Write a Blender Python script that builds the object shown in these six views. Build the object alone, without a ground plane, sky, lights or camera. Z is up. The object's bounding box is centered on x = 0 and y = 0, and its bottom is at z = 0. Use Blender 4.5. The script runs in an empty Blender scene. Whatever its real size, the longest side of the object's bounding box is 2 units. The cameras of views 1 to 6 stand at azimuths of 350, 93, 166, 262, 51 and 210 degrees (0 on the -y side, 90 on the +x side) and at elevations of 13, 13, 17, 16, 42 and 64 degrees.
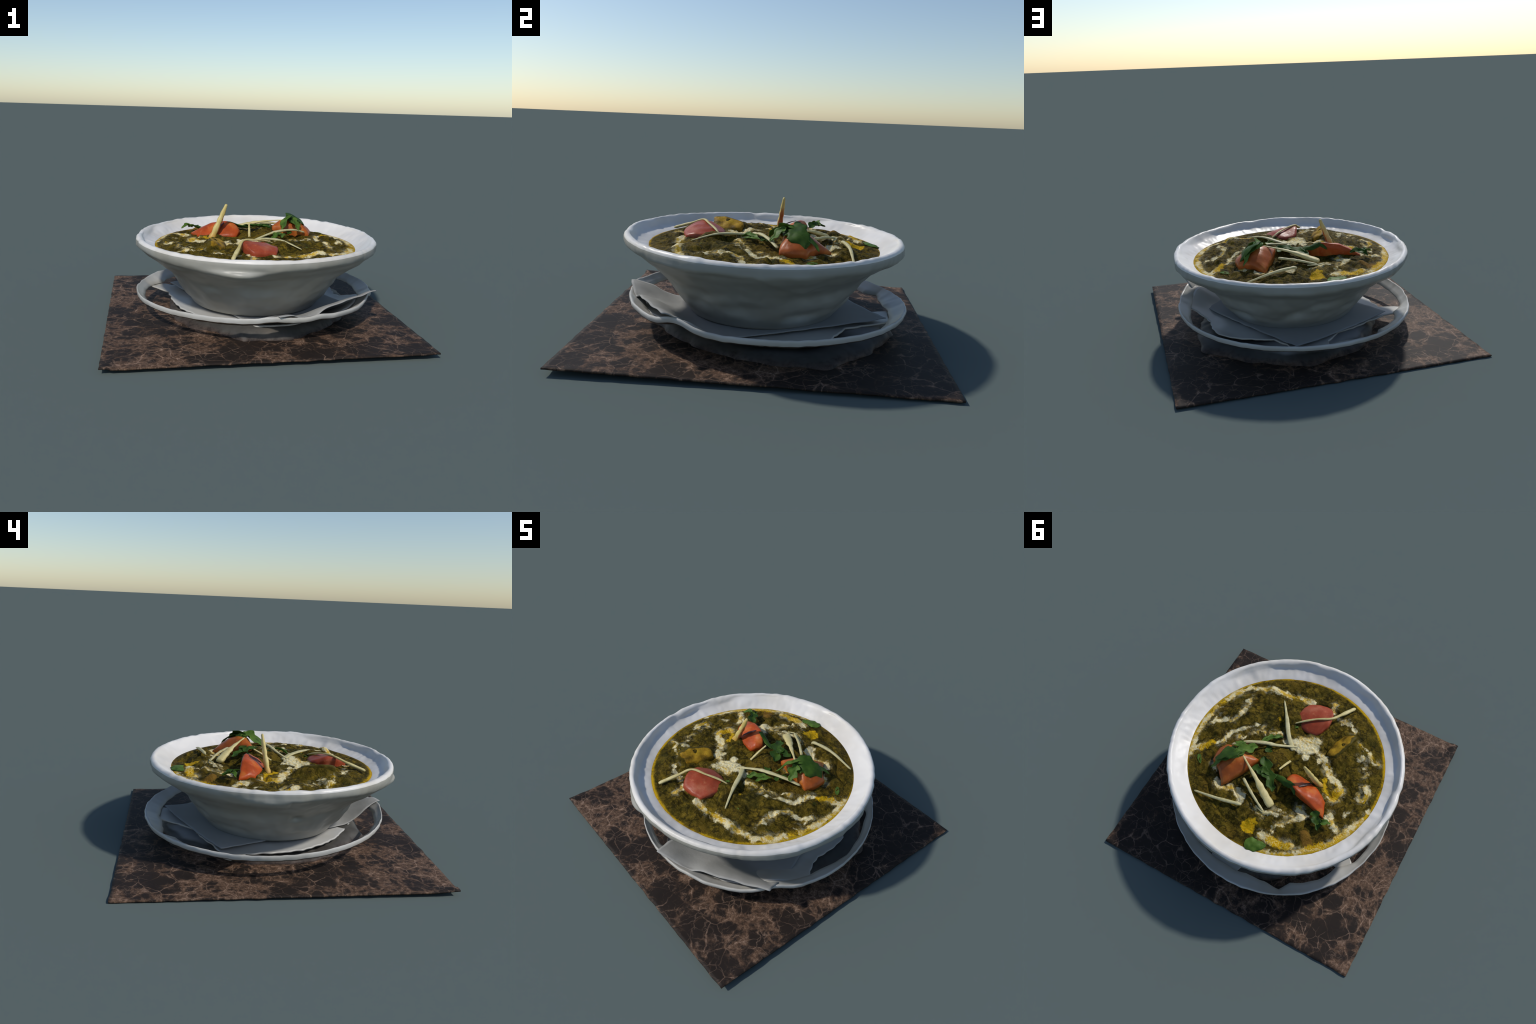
import bpy, bmesh, math, random
from math import sin, cos, pi, hypot, atan2, radians, sqrt
from mathutils import Vector, noise

random.seed(7)
TAU = 2 * pi


# ------------------------------------------------------------------ helpers
def nz(x, y, z=0.0):
    return noise.noise(Vector((x, y, z)))


def turb(x, y, z, octaves=4):
    return noise.fractal(Vector((x, y, z)), 0.9, 2.1, octaves)


def smooth(a, b, x):
    t = max(0.0, min(1.0, (x - a) / (b - a)))
    return t * t * (3 - 2 * t)


def lerp_table(tab, x):
    """piecewise linear lookup in a list of (x, y) pairs"""
    if x <= tab[0][0]:
        return tab[0][1]
    for (x0, y0), (x1, y1) in zip(tab, tab[1:]):
        if x <= x1:
            return y0 + (y1 - y0) * (x - x0) / (x1 - x0)
    return tab[-1][1]


def harmonics(mean, terms, th):
    """mean + sum of (cos, sin) amplitudes of order 1, 2, 3 ..."""
    v = mean
    for k, (c, s) in enumerate(terms, 1):
        v += c * cos(k * th) + s * sin(k * th)
    return v


def make_object(name, verts, faces, mats, parent=None, smooth_shade=True, face_mat=None, recalc=True):
    me = bpy.data.meshes.new(name)
    me.from_pydata(verts, [], faces)
    me.update()
    for m in (mats if isinstance(mats, (list, tuple)) else [mats]):
        me.materials.append(m)
    if face_mat:
        for p, i in zip(me.polygons, face_mat):
            p.material_index = i
    if recalc:
        bm = bmesh.new()
        bm.from_mesh(me)
        bmesh.ops.recalc_face_normals(bm, faces=bm.faces)
        bm.to_mesh(me)
        bm.free()
    if smooth_shade:
        for p in me.polygons:
            p.use_smooth = True
    ob = bpy.data.objects.new(name, me)
    bpy.context.scene.collection.objects.link(ob)
    if parent:
        ob.parent = parent
    return ob


def revolve(name, n, rings, mats, parent=None, close_start=True, close_end=True, face_mat=None):
    """rings: list of functions th -> (x, y, z); skin them in order"""
    verts, faces, fm = [], [], []
    for f in rings:
        for i in range(n):
            verts.append(f(TAU * i / n))
    for k in range(len(rings) - 1):
        for i in range(n):
            j = (i + 1) % n
            faces.append((k * n + i, k * n + j, (k + 1) * n + j, (k + 1) * n + i))
            fm.append(face_mat(k) if face_mat else 0)
    for on, k in ((close_start, 0), (close_end, len(rings) - 1)):
        if on:
            c = len(verts)
            ring = verts[k * n:(k + 1) * n]
            verts.append(tuple(sum(v[a] for v in ring) / n for a in range(3)))
            for i in range(n):
                faces.append((k * n + i, k * n + (i + 1) % n, c))
                fm.append(face_mat(k) if face_mat else 0)
    return make_object(name, verts, faces, mats, parent, True, fm)


# ---------------------------------------------------------------- node tools
class Nodes:
    def __init__(self, tree):
        self.t = tree

    def new(self, kind, **props):
        n = self.t.nodes.new(kind)
        for k, v in props.items():
            setattr(n, k, v)
        return n

    def put(self, sock, v):
        if isinstance(v, bpy.types.NodeSocket):
            self.t.links.new(v, sock)
        elif v is not None:
            if sock.type == 'RGBA' and len(v) == 3:
                v = (*v, 1)
            sock.default_value = v

    def math(self, op, a, b=None, c=None, clamp=False):
        n = self.new('ShaderNodeMath', operation=op, use_clamp=clamp)
        for s, v in zip(n.inputs, (a, b, c)):
            self.put(s, v)
        return n.outputs[0]

    def vec(self, op, a, b=None, scale=None):
        n = self.new('ShaderNodeVectorMath', operation=op)
        self.put(n.inputs[0], a)
        if b is not None:
            self.put(n.inputs[1], b)
        if scale is not None:
            self.put(n.inputs['Scale'], scale)
        return n.outputs['Value'] if op in ('LENGTH', 'DOT_PRODUCT', 'DISTANCE') else n.outputs[0]

    def noise(self, p, scale, detail=4, rough=0.55, colour=False, distortion=0.0):
        n = self.new('ShaderNodeTexNoise')
        self.put(n.inputs['Vector'], p)
        for k, v in (('Scale', scale), ('Detail', detail), ('Roughness', rough), ('Distortion', distortion)):
            self.put(n.inputs[k], v)
        return n.outputs['Color' if colour else 'Fac']

    def voronoi(self, p, scale, feature='F1', rnd=1.0):
        n = self.new('ShaderNodeTexVoronoi', feature=feature)
        self.put(n.inputs['Vector'], p)
        self.put(n.inputs['Scale'], scale)
        self.put(n.inputs['Randomness'], rnd)
        return n.outputs

    def step(self, x, a, b, lo=0.0, hi=1.0):
        n = self.new('ShaderNodeMapRange', interpolation_type='SMOOTHSTEP')
        for s, v in zip(n.inputs, (x, a, b, lo, hi)):
            self.put(s, v)
        return n.outputs[0]

    def mix(self, f, a, b, blend='MIX'):
        n = self.new('ShaderNodeMix', data_type='RGBA', blend_type=blend)
        self.put(n.inputs[0], f)
        self.put(n.inputs[6], a)
        self.put(n.inputs[7], b)
        return n.outputs[2]

    def ramp(self, f, stops):
        n = self.new('ShaderNodeValToRGB')
        e = n.color_ramp.elements
        while len(e) < len(stops):
            e.new(0.5)
        for el, (p, c) in zip(e, stops):
            el.position, el.color = p, (*c, 1)
        self.put(n.inputs[0], f)
        return n.outputs[0]

    def warp(self, p, scale, amount, detail=3):
        c = self.noise(p, scale, detail, colour=True)
        d = self.vec('SUBTRACT', c, (0.5, 0.5, 0.5))
        return self.vec('ADD', p, self.vec('SCALE', d, scale=amount))

    def bump(self, h, strength=0.3, dist=0.01):
        n = self.new('ShaderNodeBump')
        n.inputs['Strength'].default_value = strength
        n.inputs['Distance'].default_value = dist
        self.put(n.inputs['Height'], h)
        return n.outputs[0]


def material(name):
    m = bpy.data.materials.new(name)
    m.use_nodes = True
    N = Nodes(m.node_tree)
    b = m.node_tree.nodes['Principled BSDF']
    P = N.new('ShaderNodeTexCoord').outputs['Object']
    return m, N, b, P


def finish(N, b, colour=None, rough=None, normal=None, **kw):
    if colour is not None:
        N.put(b.inputs['Base Color'], colour)
    if rough is not None:
        N.put(b.inputs['Roughness'], rough)
    if normal is not None:
        N.put(b.inputs['Normal'], normal)
    for k, v in kw.items():
        N.put(b.inputs[k.replace('_', ' ')], v)


# ----------------------------------------------------------- curry geometry
CURRY_C = (0.0282, -0.0069)
CURRY_R = 0.6902


def curry_edge(th):
    return harmonics(CURRY_R, [(0, 0), (0.0036, -0.0009), (0.0039, -0.0006)], th)


BUMPS = [  # x, y, height, radius
    (-0.27, 0.05, 0.018, 0.07), (0.09, 0.085, 0.040, 0.125),
    (0.36, -0.17, 0.016, 0.08), (0.20, -0.33, 0.014, 0.08), (0.30, 0.44, 0.012, 0.07),
    (0.46, -0.20, 0.014, 0.07), (0.40, -0.36, 0.016, 0.08), (-0.02, 0.46, 0.012, 0.06),
    (-0.33, 0.42, 0.014, 0.07), (-0.46, -0.12, 0.012, 0.08), (0.05, -0.37, 0.016, 0.09),
    (0.10, 0.02, 0.014, 0.08), (-0.26, -0.52, 0.010, 0.07), (0.55, 0.04, 0.010, 0.06),
    (-0.52, 0.24, 0.010, 0.06), (0.25, 0.18, 0.012, 0.12), (-0.42, 0.02, -0.006, 0.06),
    (-0.03, -0.12, 0.012, 0.13), (0.12, -0.30, 0.012, 0.20), (0.32, -0.10, 0.010, 0.18), (-0.25, -0.40, 0.008, 0.16), (-0.13, 0.27, -0.008, 0.05), (-0.48, -0.30, 0.010, 0.05)]


def curry_z(x, y):
    dx, dy = x - CURRY_C[0], y - CURRY_C[1]
    th = atan2(dy, dx)
    q = hypot(dx, dy) / curry_edge(th)
    rr = min(1.0, q)
    z = harmonics(0.4977, [(-0.0021, -0.0053)], th) * rr + 0.4977 * (1 - rr) + 0.041 * (1 - rr * rr) ** 0.6
    env = smooth(1.0, 0.86, rr)
    for bx, by, h, r in BUMPS:
        d = hypot(x - bx, y - by) / r
        if d < 1.6:
            z += h * math.exp(-d * d * 1.3)
    # the sauce heaped behind a sunken block of cheese: gentle slope to -x, steep to +x
    tx, ty = 0.287, 0.958
    along = (x + 0.325) * tx + (y + 0.372) * ty
    across = (x + 0.325) * ty - (y + 0.372) * tx
    ends = smooth(-0.09, 0.02, along) * smooth(0.32, 0.16, along)
    z += 0.046 * ends * (math.exp(-(across / 0.085) ** 2) if across < 0 else smooth(0.07, 0.0, across))
    creases = 1 - abs(nz(x * 6.3 + 3, y * 6.3, 1.7)) * 2.2
    z += env * (0.019 * turb(x * 5, y * 5, 3.1) - 0.015 * max(0, creases) ** 3 + 0.013 * turb(x * 13, y * 13, 7.7) + 0.003)
    return z


# ---------------------------------------------------------------- materials
def mat_marble():
    m, N, b, P = material('dark_brown_marble')
    flat = N.vec('MULTIPLY', P, (1, 1, 0))
    p1 = N.warp(flat, 2.3, 0.14)
    p2 = N.warp(p1, 8.0, 0.055, 4)
    big = N.voronoi(p2, 7.5, 'DISTANCE_TO_EDGE')['Distance']
    mid = N.voronoi(N.vec('ADD', N.warp(p2, 22, 0.02), (3.1, 1.7, 0.0)), 14.0, 'DISTANCE_TO_EDGE')['Distance']
    fine = N.voronoi(N.vec('ADD', N.warp(flat, 13, 0.08, 4), (1.3, 5.1, 0.0)), 30.0, 'DISTANCE_TO_EDGE')['Distance']
    cloud = N.noise(flat, 1.8, 5, 0.62)
    cloud2 = N.noise(N.vec('ADD', flat, (7, 3, 1)), 6.0, 6, 0.65)
    grain = N.noise(N.warp(p2, 30, 0.03), 48, 5, 0.7)
    xyz = N.new('ShaderNodeSeparateXYZ')
    N.put(xyz.inputs[0], P)
    # the colour is browner at the -x edge and darker towards +x, +y
    tilt = N.math('ADD', N.math('MULTIPLY', xyz.outputs[0], -0.045), N.math('MULTIPLY', xyz.outputs[1], -0.02))
    dens = N.math('ADD', N.math('ADD', cloud, tilt), N.math('MULTIPLY', N.math('SUBTRACT', cloud2, 0.5), 0.9))
    dens = N.step(dens, 0.395, 0.68)
    width = N.math('MULTIPLY_ADD', dens, 0.30, 0.012)
    rag = N.math('MULTIPLY', N.math('SUBTRACT', grain, 0.5), 0.16)
    m1 = N.step(N.math('DIVIDE', N.math('ADD', big, rag), width), 1.0, 0.12)
    m2 = N.step(N.math('DIVIDE', N.math('ADD', mid, rag), N.math('MULTIPLY', width, 1.1)), 1.0, 0.12)
    matrix = N.math('MAXIMUM', N.math('MULTIPLY', m1, N.step(dens, 0.0, 0.6, 0.4, 0.95)), N.math('MULTIPLY', m2, N.step(dens, 0.05, 0.75, 0.12, 0.85)))
    matrix = N.math('MAXIMUM', matrix, N.math('MULTIPLY', N.step(cloud2, 0.55, 0.75), N.math('MULTIPLY', dens, 0.8)))
    cells = N.mix(cloud2, (0.0110, 0.0090, 0.0080), (0.034, 0.0225, 0.0165))
    brown = N.ramp(grain, [(0.30, (0.030, 0.019, 0.013)), (0.52, (0.112, 0.064, 0.039)), (0.70, (0.27, 0.168, 0.108))])
    col = N.mix(matrix, cells, brown)
    # bright threads
    f1 = N.step(N.noise(N.vec('ADD', flat, (2, 9, 4)), 4.0, 4, 0.6), 0.43, 0.60)
    f2 = N.step(N.noise(N.vec('ADD', flat, (5, 1, 2)), 5.0, 4, 0.6), 0.46, 0.62)
    v = N.math('MULTIPLY', N.step(big, 0.030, 0.0), f1)
    v = N.math('MAXIMUM', v, N.math('MULTIPLY', N.step(mid, 0.045, 0.0), N.math('MULTIPLY', f2, 0.8)))
    v = N.math('MAXIMUM', v, N.math('MULTIPLY', N.step(fine, 0.085, 0.0), N.math('MULTIPLY', dens, 0.4)))
    v = N.math('MULTIPLY', v, N.math('MULTIPLY', N.step(grain, 0.3, 0.65, 0.2, 0.9), N.step(dens, 0.0, 0.5, 0.55, 1.0)))
    col = N.mix(v, col, N.mix(cloud2, (0.26, 0.155, 0.100), (0.40, 0.285, 0.215)))
    sparks = N.math('MULTIPLY', N.step(N.noise(N.warp(flat, 18, 0.05), 13, 6, 0.7), 0.64, 0.78), 0.55)
    col = N.mix(sparks, col, (0.32, 0.235, 0.185))
    finish(N, b, col, 0.65, None, Specular_IOR_Level=0.15)
    return m


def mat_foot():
    """the blurred grey-brown foot of the saucer, darker on the skirt, browner towards the stone"""
    m, N, b, P = material('dark_grey_foot')
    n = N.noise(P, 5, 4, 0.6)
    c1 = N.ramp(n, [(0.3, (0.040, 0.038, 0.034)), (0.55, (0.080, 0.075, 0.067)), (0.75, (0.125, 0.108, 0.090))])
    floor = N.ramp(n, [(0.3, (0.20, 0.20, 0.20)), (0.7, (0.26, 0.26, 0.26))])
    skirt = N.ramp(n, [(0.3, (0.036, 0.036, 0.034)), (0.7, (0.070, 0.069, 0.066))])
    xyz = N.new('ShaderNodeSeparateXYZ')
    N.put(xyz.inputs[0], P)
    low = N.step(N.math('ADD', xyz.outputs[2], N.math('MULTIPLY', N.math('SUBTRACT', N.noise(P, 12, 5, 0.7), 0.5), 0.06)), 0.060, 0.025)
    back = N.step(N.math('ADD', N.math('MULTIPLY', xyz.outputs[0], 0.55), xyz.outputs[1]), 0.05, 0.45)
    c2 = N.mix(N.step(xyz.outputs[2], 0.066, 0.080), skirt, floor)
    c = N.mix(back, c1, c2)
    low_brown = N.ramp(N.noise(P, 24, 5, 0.7), [(0.35, (0.020, 0.016, 0.014)), (0.7, (0.095, 0.062, 0.047))])
    finish(N, b, N.mix(low, c, low_brown), 0.55, None, Specular_IOR_Level=0.2)
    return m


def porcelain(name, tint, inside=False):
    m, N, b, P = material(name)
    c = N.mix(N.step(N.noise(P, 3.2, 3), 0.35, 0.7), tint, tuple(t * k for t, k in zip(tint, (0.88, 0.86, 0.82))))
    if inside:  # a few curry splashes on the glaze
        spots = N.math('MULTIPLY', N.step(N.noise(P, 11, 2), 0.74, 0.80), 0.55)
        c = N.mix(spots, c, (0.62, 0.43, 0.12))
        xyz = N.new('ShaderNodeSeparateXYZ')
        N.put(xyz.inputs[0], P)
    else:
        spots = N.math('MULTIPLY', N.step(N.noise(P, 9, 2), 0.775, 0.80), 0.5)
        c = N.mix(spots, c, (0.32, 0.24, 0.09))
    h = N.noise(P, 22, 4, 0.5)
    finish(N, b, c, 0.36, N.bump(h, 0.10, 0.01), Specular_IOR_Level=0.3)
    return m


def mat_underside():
    m, N, b, P = material('shade_darkened_underside')
    c = N.mix(N.step(N.noise(P, 6, 5, 0.7), 0.4, 0.7), (0.050, 0.040, 0.032), (0.16, 0.125, 0.085))  # dark brown holds the shadow beneath the saucer rim
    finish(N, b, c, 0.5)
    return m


def mat_napkin():
    m, N, b, P = material('white_paper')
    c = N.mix(N.noise(P, 5, 4), (0.30, 0.296, 0.28), (0.36, 0.355, 0.335))  # white paper toned down to the bowl's shadow on it
    finish(N, b, c, 0.85, N.bump(N.noise(P, 26, 5, 0.6), 0.25, 0.008), Specular_IOR_Level=0.2)
    return m


# cream and oil strokes on the curry: kind, half width, centre line
STROKES = [
    ('s', 0.040, [(0.017, -0.131), (-0.067, -0.126), (-0.103, -0.178)]),
    ('s', 0.028, [(-0.093, -0.079), (-0.069, -0.107)]),
    ('c', 0.027, [(0.083, -0.136), (0.037, -0.120)]),
    ('c', 0.021, [(0.006, -0.179), (-0.113, -0.226)]),
    ('c', 0.015, [(-0.147, -0.161), (-0.209, -0.145)]),
    ('m', 0.021, [(0.645, 0.261), (0.690, 0.139), (0.698, -0.010), (0.684, -0.158), (0.629, -0.293), (0.546, -0.416)]),
    ('y', 0.027, [(0.598, 0.189), (0.545, 0.138)]),
    ('c', 0.021, [(0.646, 0.206), (0.603, 0.181)]),
    ('c', 0.015, [(0.512, 0.115), (0.493, 0.084)]),
    ('s', 0.013, [(0.481, 0.026), (0.465, -0.025), (0.420, -0.076), (0.337, -0.142)]),
    ('c', 0.017, [(0.493, 0.084), (0.479, 0.014)]),
    ('c', 0.014, [(0.524, -0.091), (0.488, -0.158), (0.475, -0.296)]),
    ('c', 0.022, [(0.510, -0.296), (0.503, -0.318)]),
    ('c', 0.014, [(0.636, -0.052), (0.547, -0.097)]),
    ('c', 0.014, [(0.650, -0.105), (0.637, -0.023)]),
    ('m', 0.021, [(0.519, -0.419), (0.429, -0.449), (0.309, -0.474), (0.191, -0.502), (0.076, -0.516)]),
    ('m', 0.015, [(-0.077, -0.570), (-0.104, -0.516)]),
    ('c', 0.015, [(-0.088, -0.570), (-0.078, -0.524)]),
    ('c', 0.014, [(0.407, -0.023), (0.331, -0.085), (0.261, -0.108)]),
    ('m', 0.014, [(0.227, -0.131), (0.145, -0.165)]),
    ('c', 0.012, [(0.289, -0.140), (0.301, -0.097)]),
    ('c', 0.021, [(-0.173, -0.489), (-0.228, -0.462), (-0.288, -0.440)]),
    ('m', 0.015, [(-0.383, -0.367), (-0.422, -0.340), (-0.498, -0.311), (-0.565, -0.293)]),
    ('c', 0.017, [(-0.412, -0.269), (-0.437, -0.265)]),
    ('c', 0.014, [(-0.182, -0.095), (-0.206, -0.134), (-0.259, -0.083)]),
    ('m', 0.027, [(-0.259, -0.083), (-0.332, -0.026), (-0.406, -0.001)]),
    ('m', 0.034, [(-0.414, 0.014), (-0.390, 0.086)]),
    ('m', 0.027, [(-0.331, 0.072), (-0.362, 0.083)]),
    ('y', 0.021, [(-0.279, 0.005), (-0.324, 0.076)]),
    ('m', 0.019, [(-0.543, -0.072), (-0.584, -0.042), (-0.582, 0.016), (-0.544, 0.009)]),
    ('c', 0.012, [(-0.517, -0.056), (-0.536, 0.000)]),
    ('c', 0.010, [(-0.503, -0.136), (-0.519, -0.176)]),
    ('c', 0.012, [(-0.521, 0.159), (-0.537, 0.140)]),
    ('m', 0.021, [(-0.652, 0.079), (-0.644, 0.148), (-0.603, 0.236), (-0.543, 0.348), (-0.488, 0.435), (-0.416, 0.506), (-0.316, 0.584), (-0.169, 0.654)]),
    ('c', 0.022, [(-0.437, 0.217), (-0.478, 0.257), (-0.521, 0.280)]),
    ('c', 0.014, [(-0.417, 0.238), (-0.459, 0.259)]),
    ('y', 0.021, [(-0.541, 0.344), (-0.575, 0.280)]),
    ('y', 0.021, [(-0.414, 0.487), (-0.481, 0.423)]),
    ('y', 0.044, [(0.022, 0.537), (-0.008, 0.538)]),
    ('y', 0.021, [(-0.012, 0.500), (-0.036, 0.496)]),
    ('m', 0.027, [(-0.101, 0.549), (-0.184, 0.559), (-0.261, 0.544), (-0.307, 0.530)]),
    ('y', 0.027, [(-0.166, 0.557), (-0.291, 0.539)]),
    ('c', 0.015, [(-0.164, 0.494), (-0.170, 0.458), (-0.210, 0.391), (-0.278, 0.313)]),
    ('c', 0.012, [(-0.033, 0.416), (-0.084, 0.398), (-0.164, 0.372), (-0.230, 0.335)]),
    ('c', 0.010, [(-0.092, 0.366), (-0.169, 0.350)]),
    ('c', 0.012, [(0.051, 0.407), (-0.013, 0.427), (-0.044, 0.420)]),
    ('c', 0.009, [(-0.219, 0.377), (-0.318, 0.276)]),
    ('s', 0.024, [(0.200, 0.366), (0.148, 0.385), (0.137, 0.426)]),
    ('m', 0.021, [(0.252, 0.356), (0.193, 0.363)]),
    ('m', 0.014, [(0.364, 0.367), (0.323, 0.403), (0.302, 0.378)]),
    ('c', 0.014, [(0.298, 0.384), (0.243, 0.370)]),
    ('c', 0.022, [(-0.236, 0.267), (-0.271, 0.284)]),
    ('c', 0.012, [(0.456, 0.249), (0.412, 0.305)]),
    ('c', 0.010, [(0.257, 0.104), (0.225, 0.127)]),
    ('y', 0.012, [(0.215, -0.256), (0.196, -0.256)]),
    ('c', 0.010, [(-0.477, -0.191), (-0.489, -0.219)]),
    ('b', 0.035, [(-0.353, 0.420), (-0.410, 0.464)])]


def stroke_group():
    """distance from a point to a thick line segment, in plan"""
    g = bpy.data.node_groups.new('stroke_distance', 'ShaderNodeTree')
    for nm, kind in (('P', 'NodeSocketVector'), ('A', 'NodeSocketVector'), ('D', 'NodeSocketVector'), ('I', 'NodeSocketFloat'), ('R', 'NodeSocketFloat'), ('M', 'NodeSocketFloat')):
        g.interface.new_socket(nm, in_out='INPUT', socket_type=kind)
    g.interface.new_socket('Value', in_out='OUTPUT', socket_type='NodeSocketFloat')
    N = Nodes(g)
    i, o = N.new('NodeGroupInput').outputs, N.new('NodeGroupOutput').inputs
    # the tiny term makes each stroke wait for the one before it, which keeps the shader small
    pm = N.vec('ADD', i['P'], N.vec('MULTIPLY', i['M'], (1e-6, 1e-6, 0)))
    pa = N.vec('SUBTRACT', pm, i['A'])
    t = N.math('MULTIPLY', N.vec('DOT_PRODUCT', pa, i['D']), i['I'], clamp=True)
    d = N.vec('DISTANCE', pa, N.vec('SCALE', i['D'], scale=t))
    N.put(o[0], N.math('MINIMUM', N.math('SUBTRACT', d, i['R']), i['M']))
    return g


def mat_curry():
    m, N, b, P = material('spinach_curry')
    flat = N.vec('MULTIPLY', P, (1, 1, 0))
    p = N.warp(N.warp(N.warp(flat, 4.5, 0.055, 2), 11.0, 0.040, 4), 38.0, 0.020, 3)
    g = stroke_group()
    field = {}
    cur = 1.0
    for kind in 'cmybs':
        first = cur
        cur = 1.0 if kind == 'c' else N.math('ADD', N.math('MULTIPLY', first, 1e-6), 1.0)
        for k, r, pts in STROKES:
            if k != kind:
                continue
            for a, c in zip(pts, pts[1:]):
                d = (c[0] - a[0], c[1] - a[1], 0.0)
                n = N.new('ShaderNodeGroup', node_tree=g)
                for s, v in (('P', p), ('A', (*a, 0.0)), ('D', d), ('I', 1 / (d[0] ** 2 + d[1] ** 2)), ('R', r), ('M', cur)):
                    N.put(n.inputs[s], v)
                cur = n.outputs[0]
        field[kind] = cur
    n1 = N.noise(flat, 14, 6, 0.72)
    n2 = N.noise(flat, 42, 5, 0.7)
    n3 = N.noise(N.vec('ADD', flat, (4, 2, 0)), 95, 4, 0.7)
    # the sauce itself
    col = N.ramp(n1, [(0.34, (0.026, 0.020, 0.0020)), (0.50, (0.080, 0.057, 0.0055)), (0.64, (0.165, 0.110, 0.0110))])
    col = N.mix(N.step(n2, 0.53, 0.68, 0.0, 0.75), col, (0.215, 0.145, 0.022))
    col = N.mix(N.step(n2, 0.47, 0.32, 0.0, 0.8), col, (0.0125, 0.0115, 0.0016))
    patch = N.noise(N.vec('ADD', flat, (3, 5, 0)), 4.5, 4, 0.6)
    col = N.mix(N.step(patch, 0.50, 0.66, 0.0, 0.55), col, (0.105, 0.064, 0.008))
    col = N.mix(N.step(patch, 0.46, 0.34, 0.0, 0.5), col, (0.030, 0.031, 0.006))
    ridge = N.math('ABSOLUTE', N.math('SUBTRACT', N.noise(N.warp(flat, 10, 0.05), 8.0, 4, 0.55), 0.5))
    col = N.mix(N.step(ridge, 0.035, 0.004, 0.0, 0.7), col, (0.011, 0.0095, 0.0018))
    greens = N.step(N.noise(N.vec('ADD', flat, (1, 8, 0)), 24, 4, 0.6), 0.60, 0.72, 0.0, 0.55)
    col = N.mix(greens, col, (0.022, 0.040, 0.007))
    pale_streaks = N.noise(N.vec('MULTIPLY', N.warp(flat, 12, 0.06), (60, 150, 1)), 1.0, 3, 0.6)
    col = N.mix(N.step(pale_streaks, 0.60, 0.78, 0.0, 0.45), col, (0.25, 0.19, 0.045))
    # brown cheese corner
    col = N.mix(N.step(field['b'], 0.004, -0.010, 0.0, 0.75), col, (0.20, 0.105, 0.018))
    # cream and oil
    nb = N.noise(N.vec('ADD', flat, (9, 4, 0)), 13, 6, 0.72)
    rag = N.math('ADD', N.math('MULTIPLY', N.math('SUBTRACT', n2, 0.5), 0.034), N.math('MULTIPLY', N.math('SUBTRACT', nb, 0.48), 0.105))
    dc = N.math('ADD', N.math('MINIMUM', field['c'], field['m']), rag)
    dc = N.math('ADD', dc, N.math('MULTIPLY', N.math('SUBTRACT', N.noise(flat, 6.5, 2), 0.49), 0.060))
    gaps = N.step(N.noise(N.vec('ADD', flat, (6, 6, 0)), 8.0, 3, 0.6), 0.44, 0.36, 0.0, 0.030)
    dc = N.math('ADD', dc, gaps)
    dm = N.math('ADD', field['m'], rag)
    dy = N.math('ADD', field['y'], rag)
    cream = N.math('MULTIPLY', N.step(dc, 0.009, -0.010), N.step(n3, 0.25, 0.50, 0.85, 1.0))
    solid = N.step(N.math('ADD', field['s'], N.math('MULTIPLY', rag, 0.55)), 0.007, -0.006)
    cream = N.math('MAXIMUM', cream, solid)
    wisps = N.math('MULTIPLY', N.step(dc, 0.045, 0.0), N.step(nb, 0.50, 0.64, 0.0, 0.5))
    cream_c = N.mix(n3, (0.66, 0.58, 0.30), (0.82, 0.79, 0.61))
    col = N.mix(N.math('MAXIMUM', cream, wisps), col, cream_c)
    speck = N.step(N.math('ADD', n3, N.math('MULTIPLY', n2, 0.5)), 0.70, 0.82)
    oil_c = N.ramp(n3, [(0.33, (0.40, 0.17, 0.002)), (0.5, (0.58, 0.35, 0.004)), (0.67, (0.74, 0.54, 0.04))])
    fringe = N.math('MULTIPLY', N.step(N.math('ABSOLUTE', N.math('ADD', dc, 0.002)), 0.014, 0.002), N.step(nb, 0.46, 0.58, 0.0, 0.85))
    in_mixed = N.math('MULTIPLY', N.step(dm, 0.006, -0.006), N.step(nb, 0.44, 0.56, 0.1, 0.95))
    few = N.math('MULTIPLY', cream, N.math('MULTIPLY', speck, 0.5))
    oil = N.math('MAXIMUM', N.math('MAXIMUM', fringe, in_mixed), N.math('MAXIMUM', few, N.math('MULTIPLY', N.step(dy, 0.006, -0.008), N.step(n3, 0.66, 0.50, 0.35, 1.0))))
    col = N.mix(oil, col, oil_c)
    # golden oil line where the sauce meets the bowl
    edge = N.vec('LENGTH', N.vec('SUBTRACT', flat, (*CURRY_C, 0.0)))
    edge = N.math('ADD', edge, N.math('MULTIPLY', rag, 0.2))
    col = N.mix(N.math('MULTIPLY', N.step(edge, CURRY_R - 0.018, CURRY_R + 0.002), N.step(nb, 0.36, 0.54, 0.35, 1.0)), col, (0.48, 0.30, 0.008))
    h = N.math('ADD', N.math('MULTIPLY', n2, 1.0), N.math('MULTIPLY', n3, 0.45))
    rough = N.step(n3, 0.4, 0.65, 0.55, 0.8)
    finish(N, b, col, rough, N.bump(h, 0.65, 0.018), Specular_IOR_Level=0.06)
    return m


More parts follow.
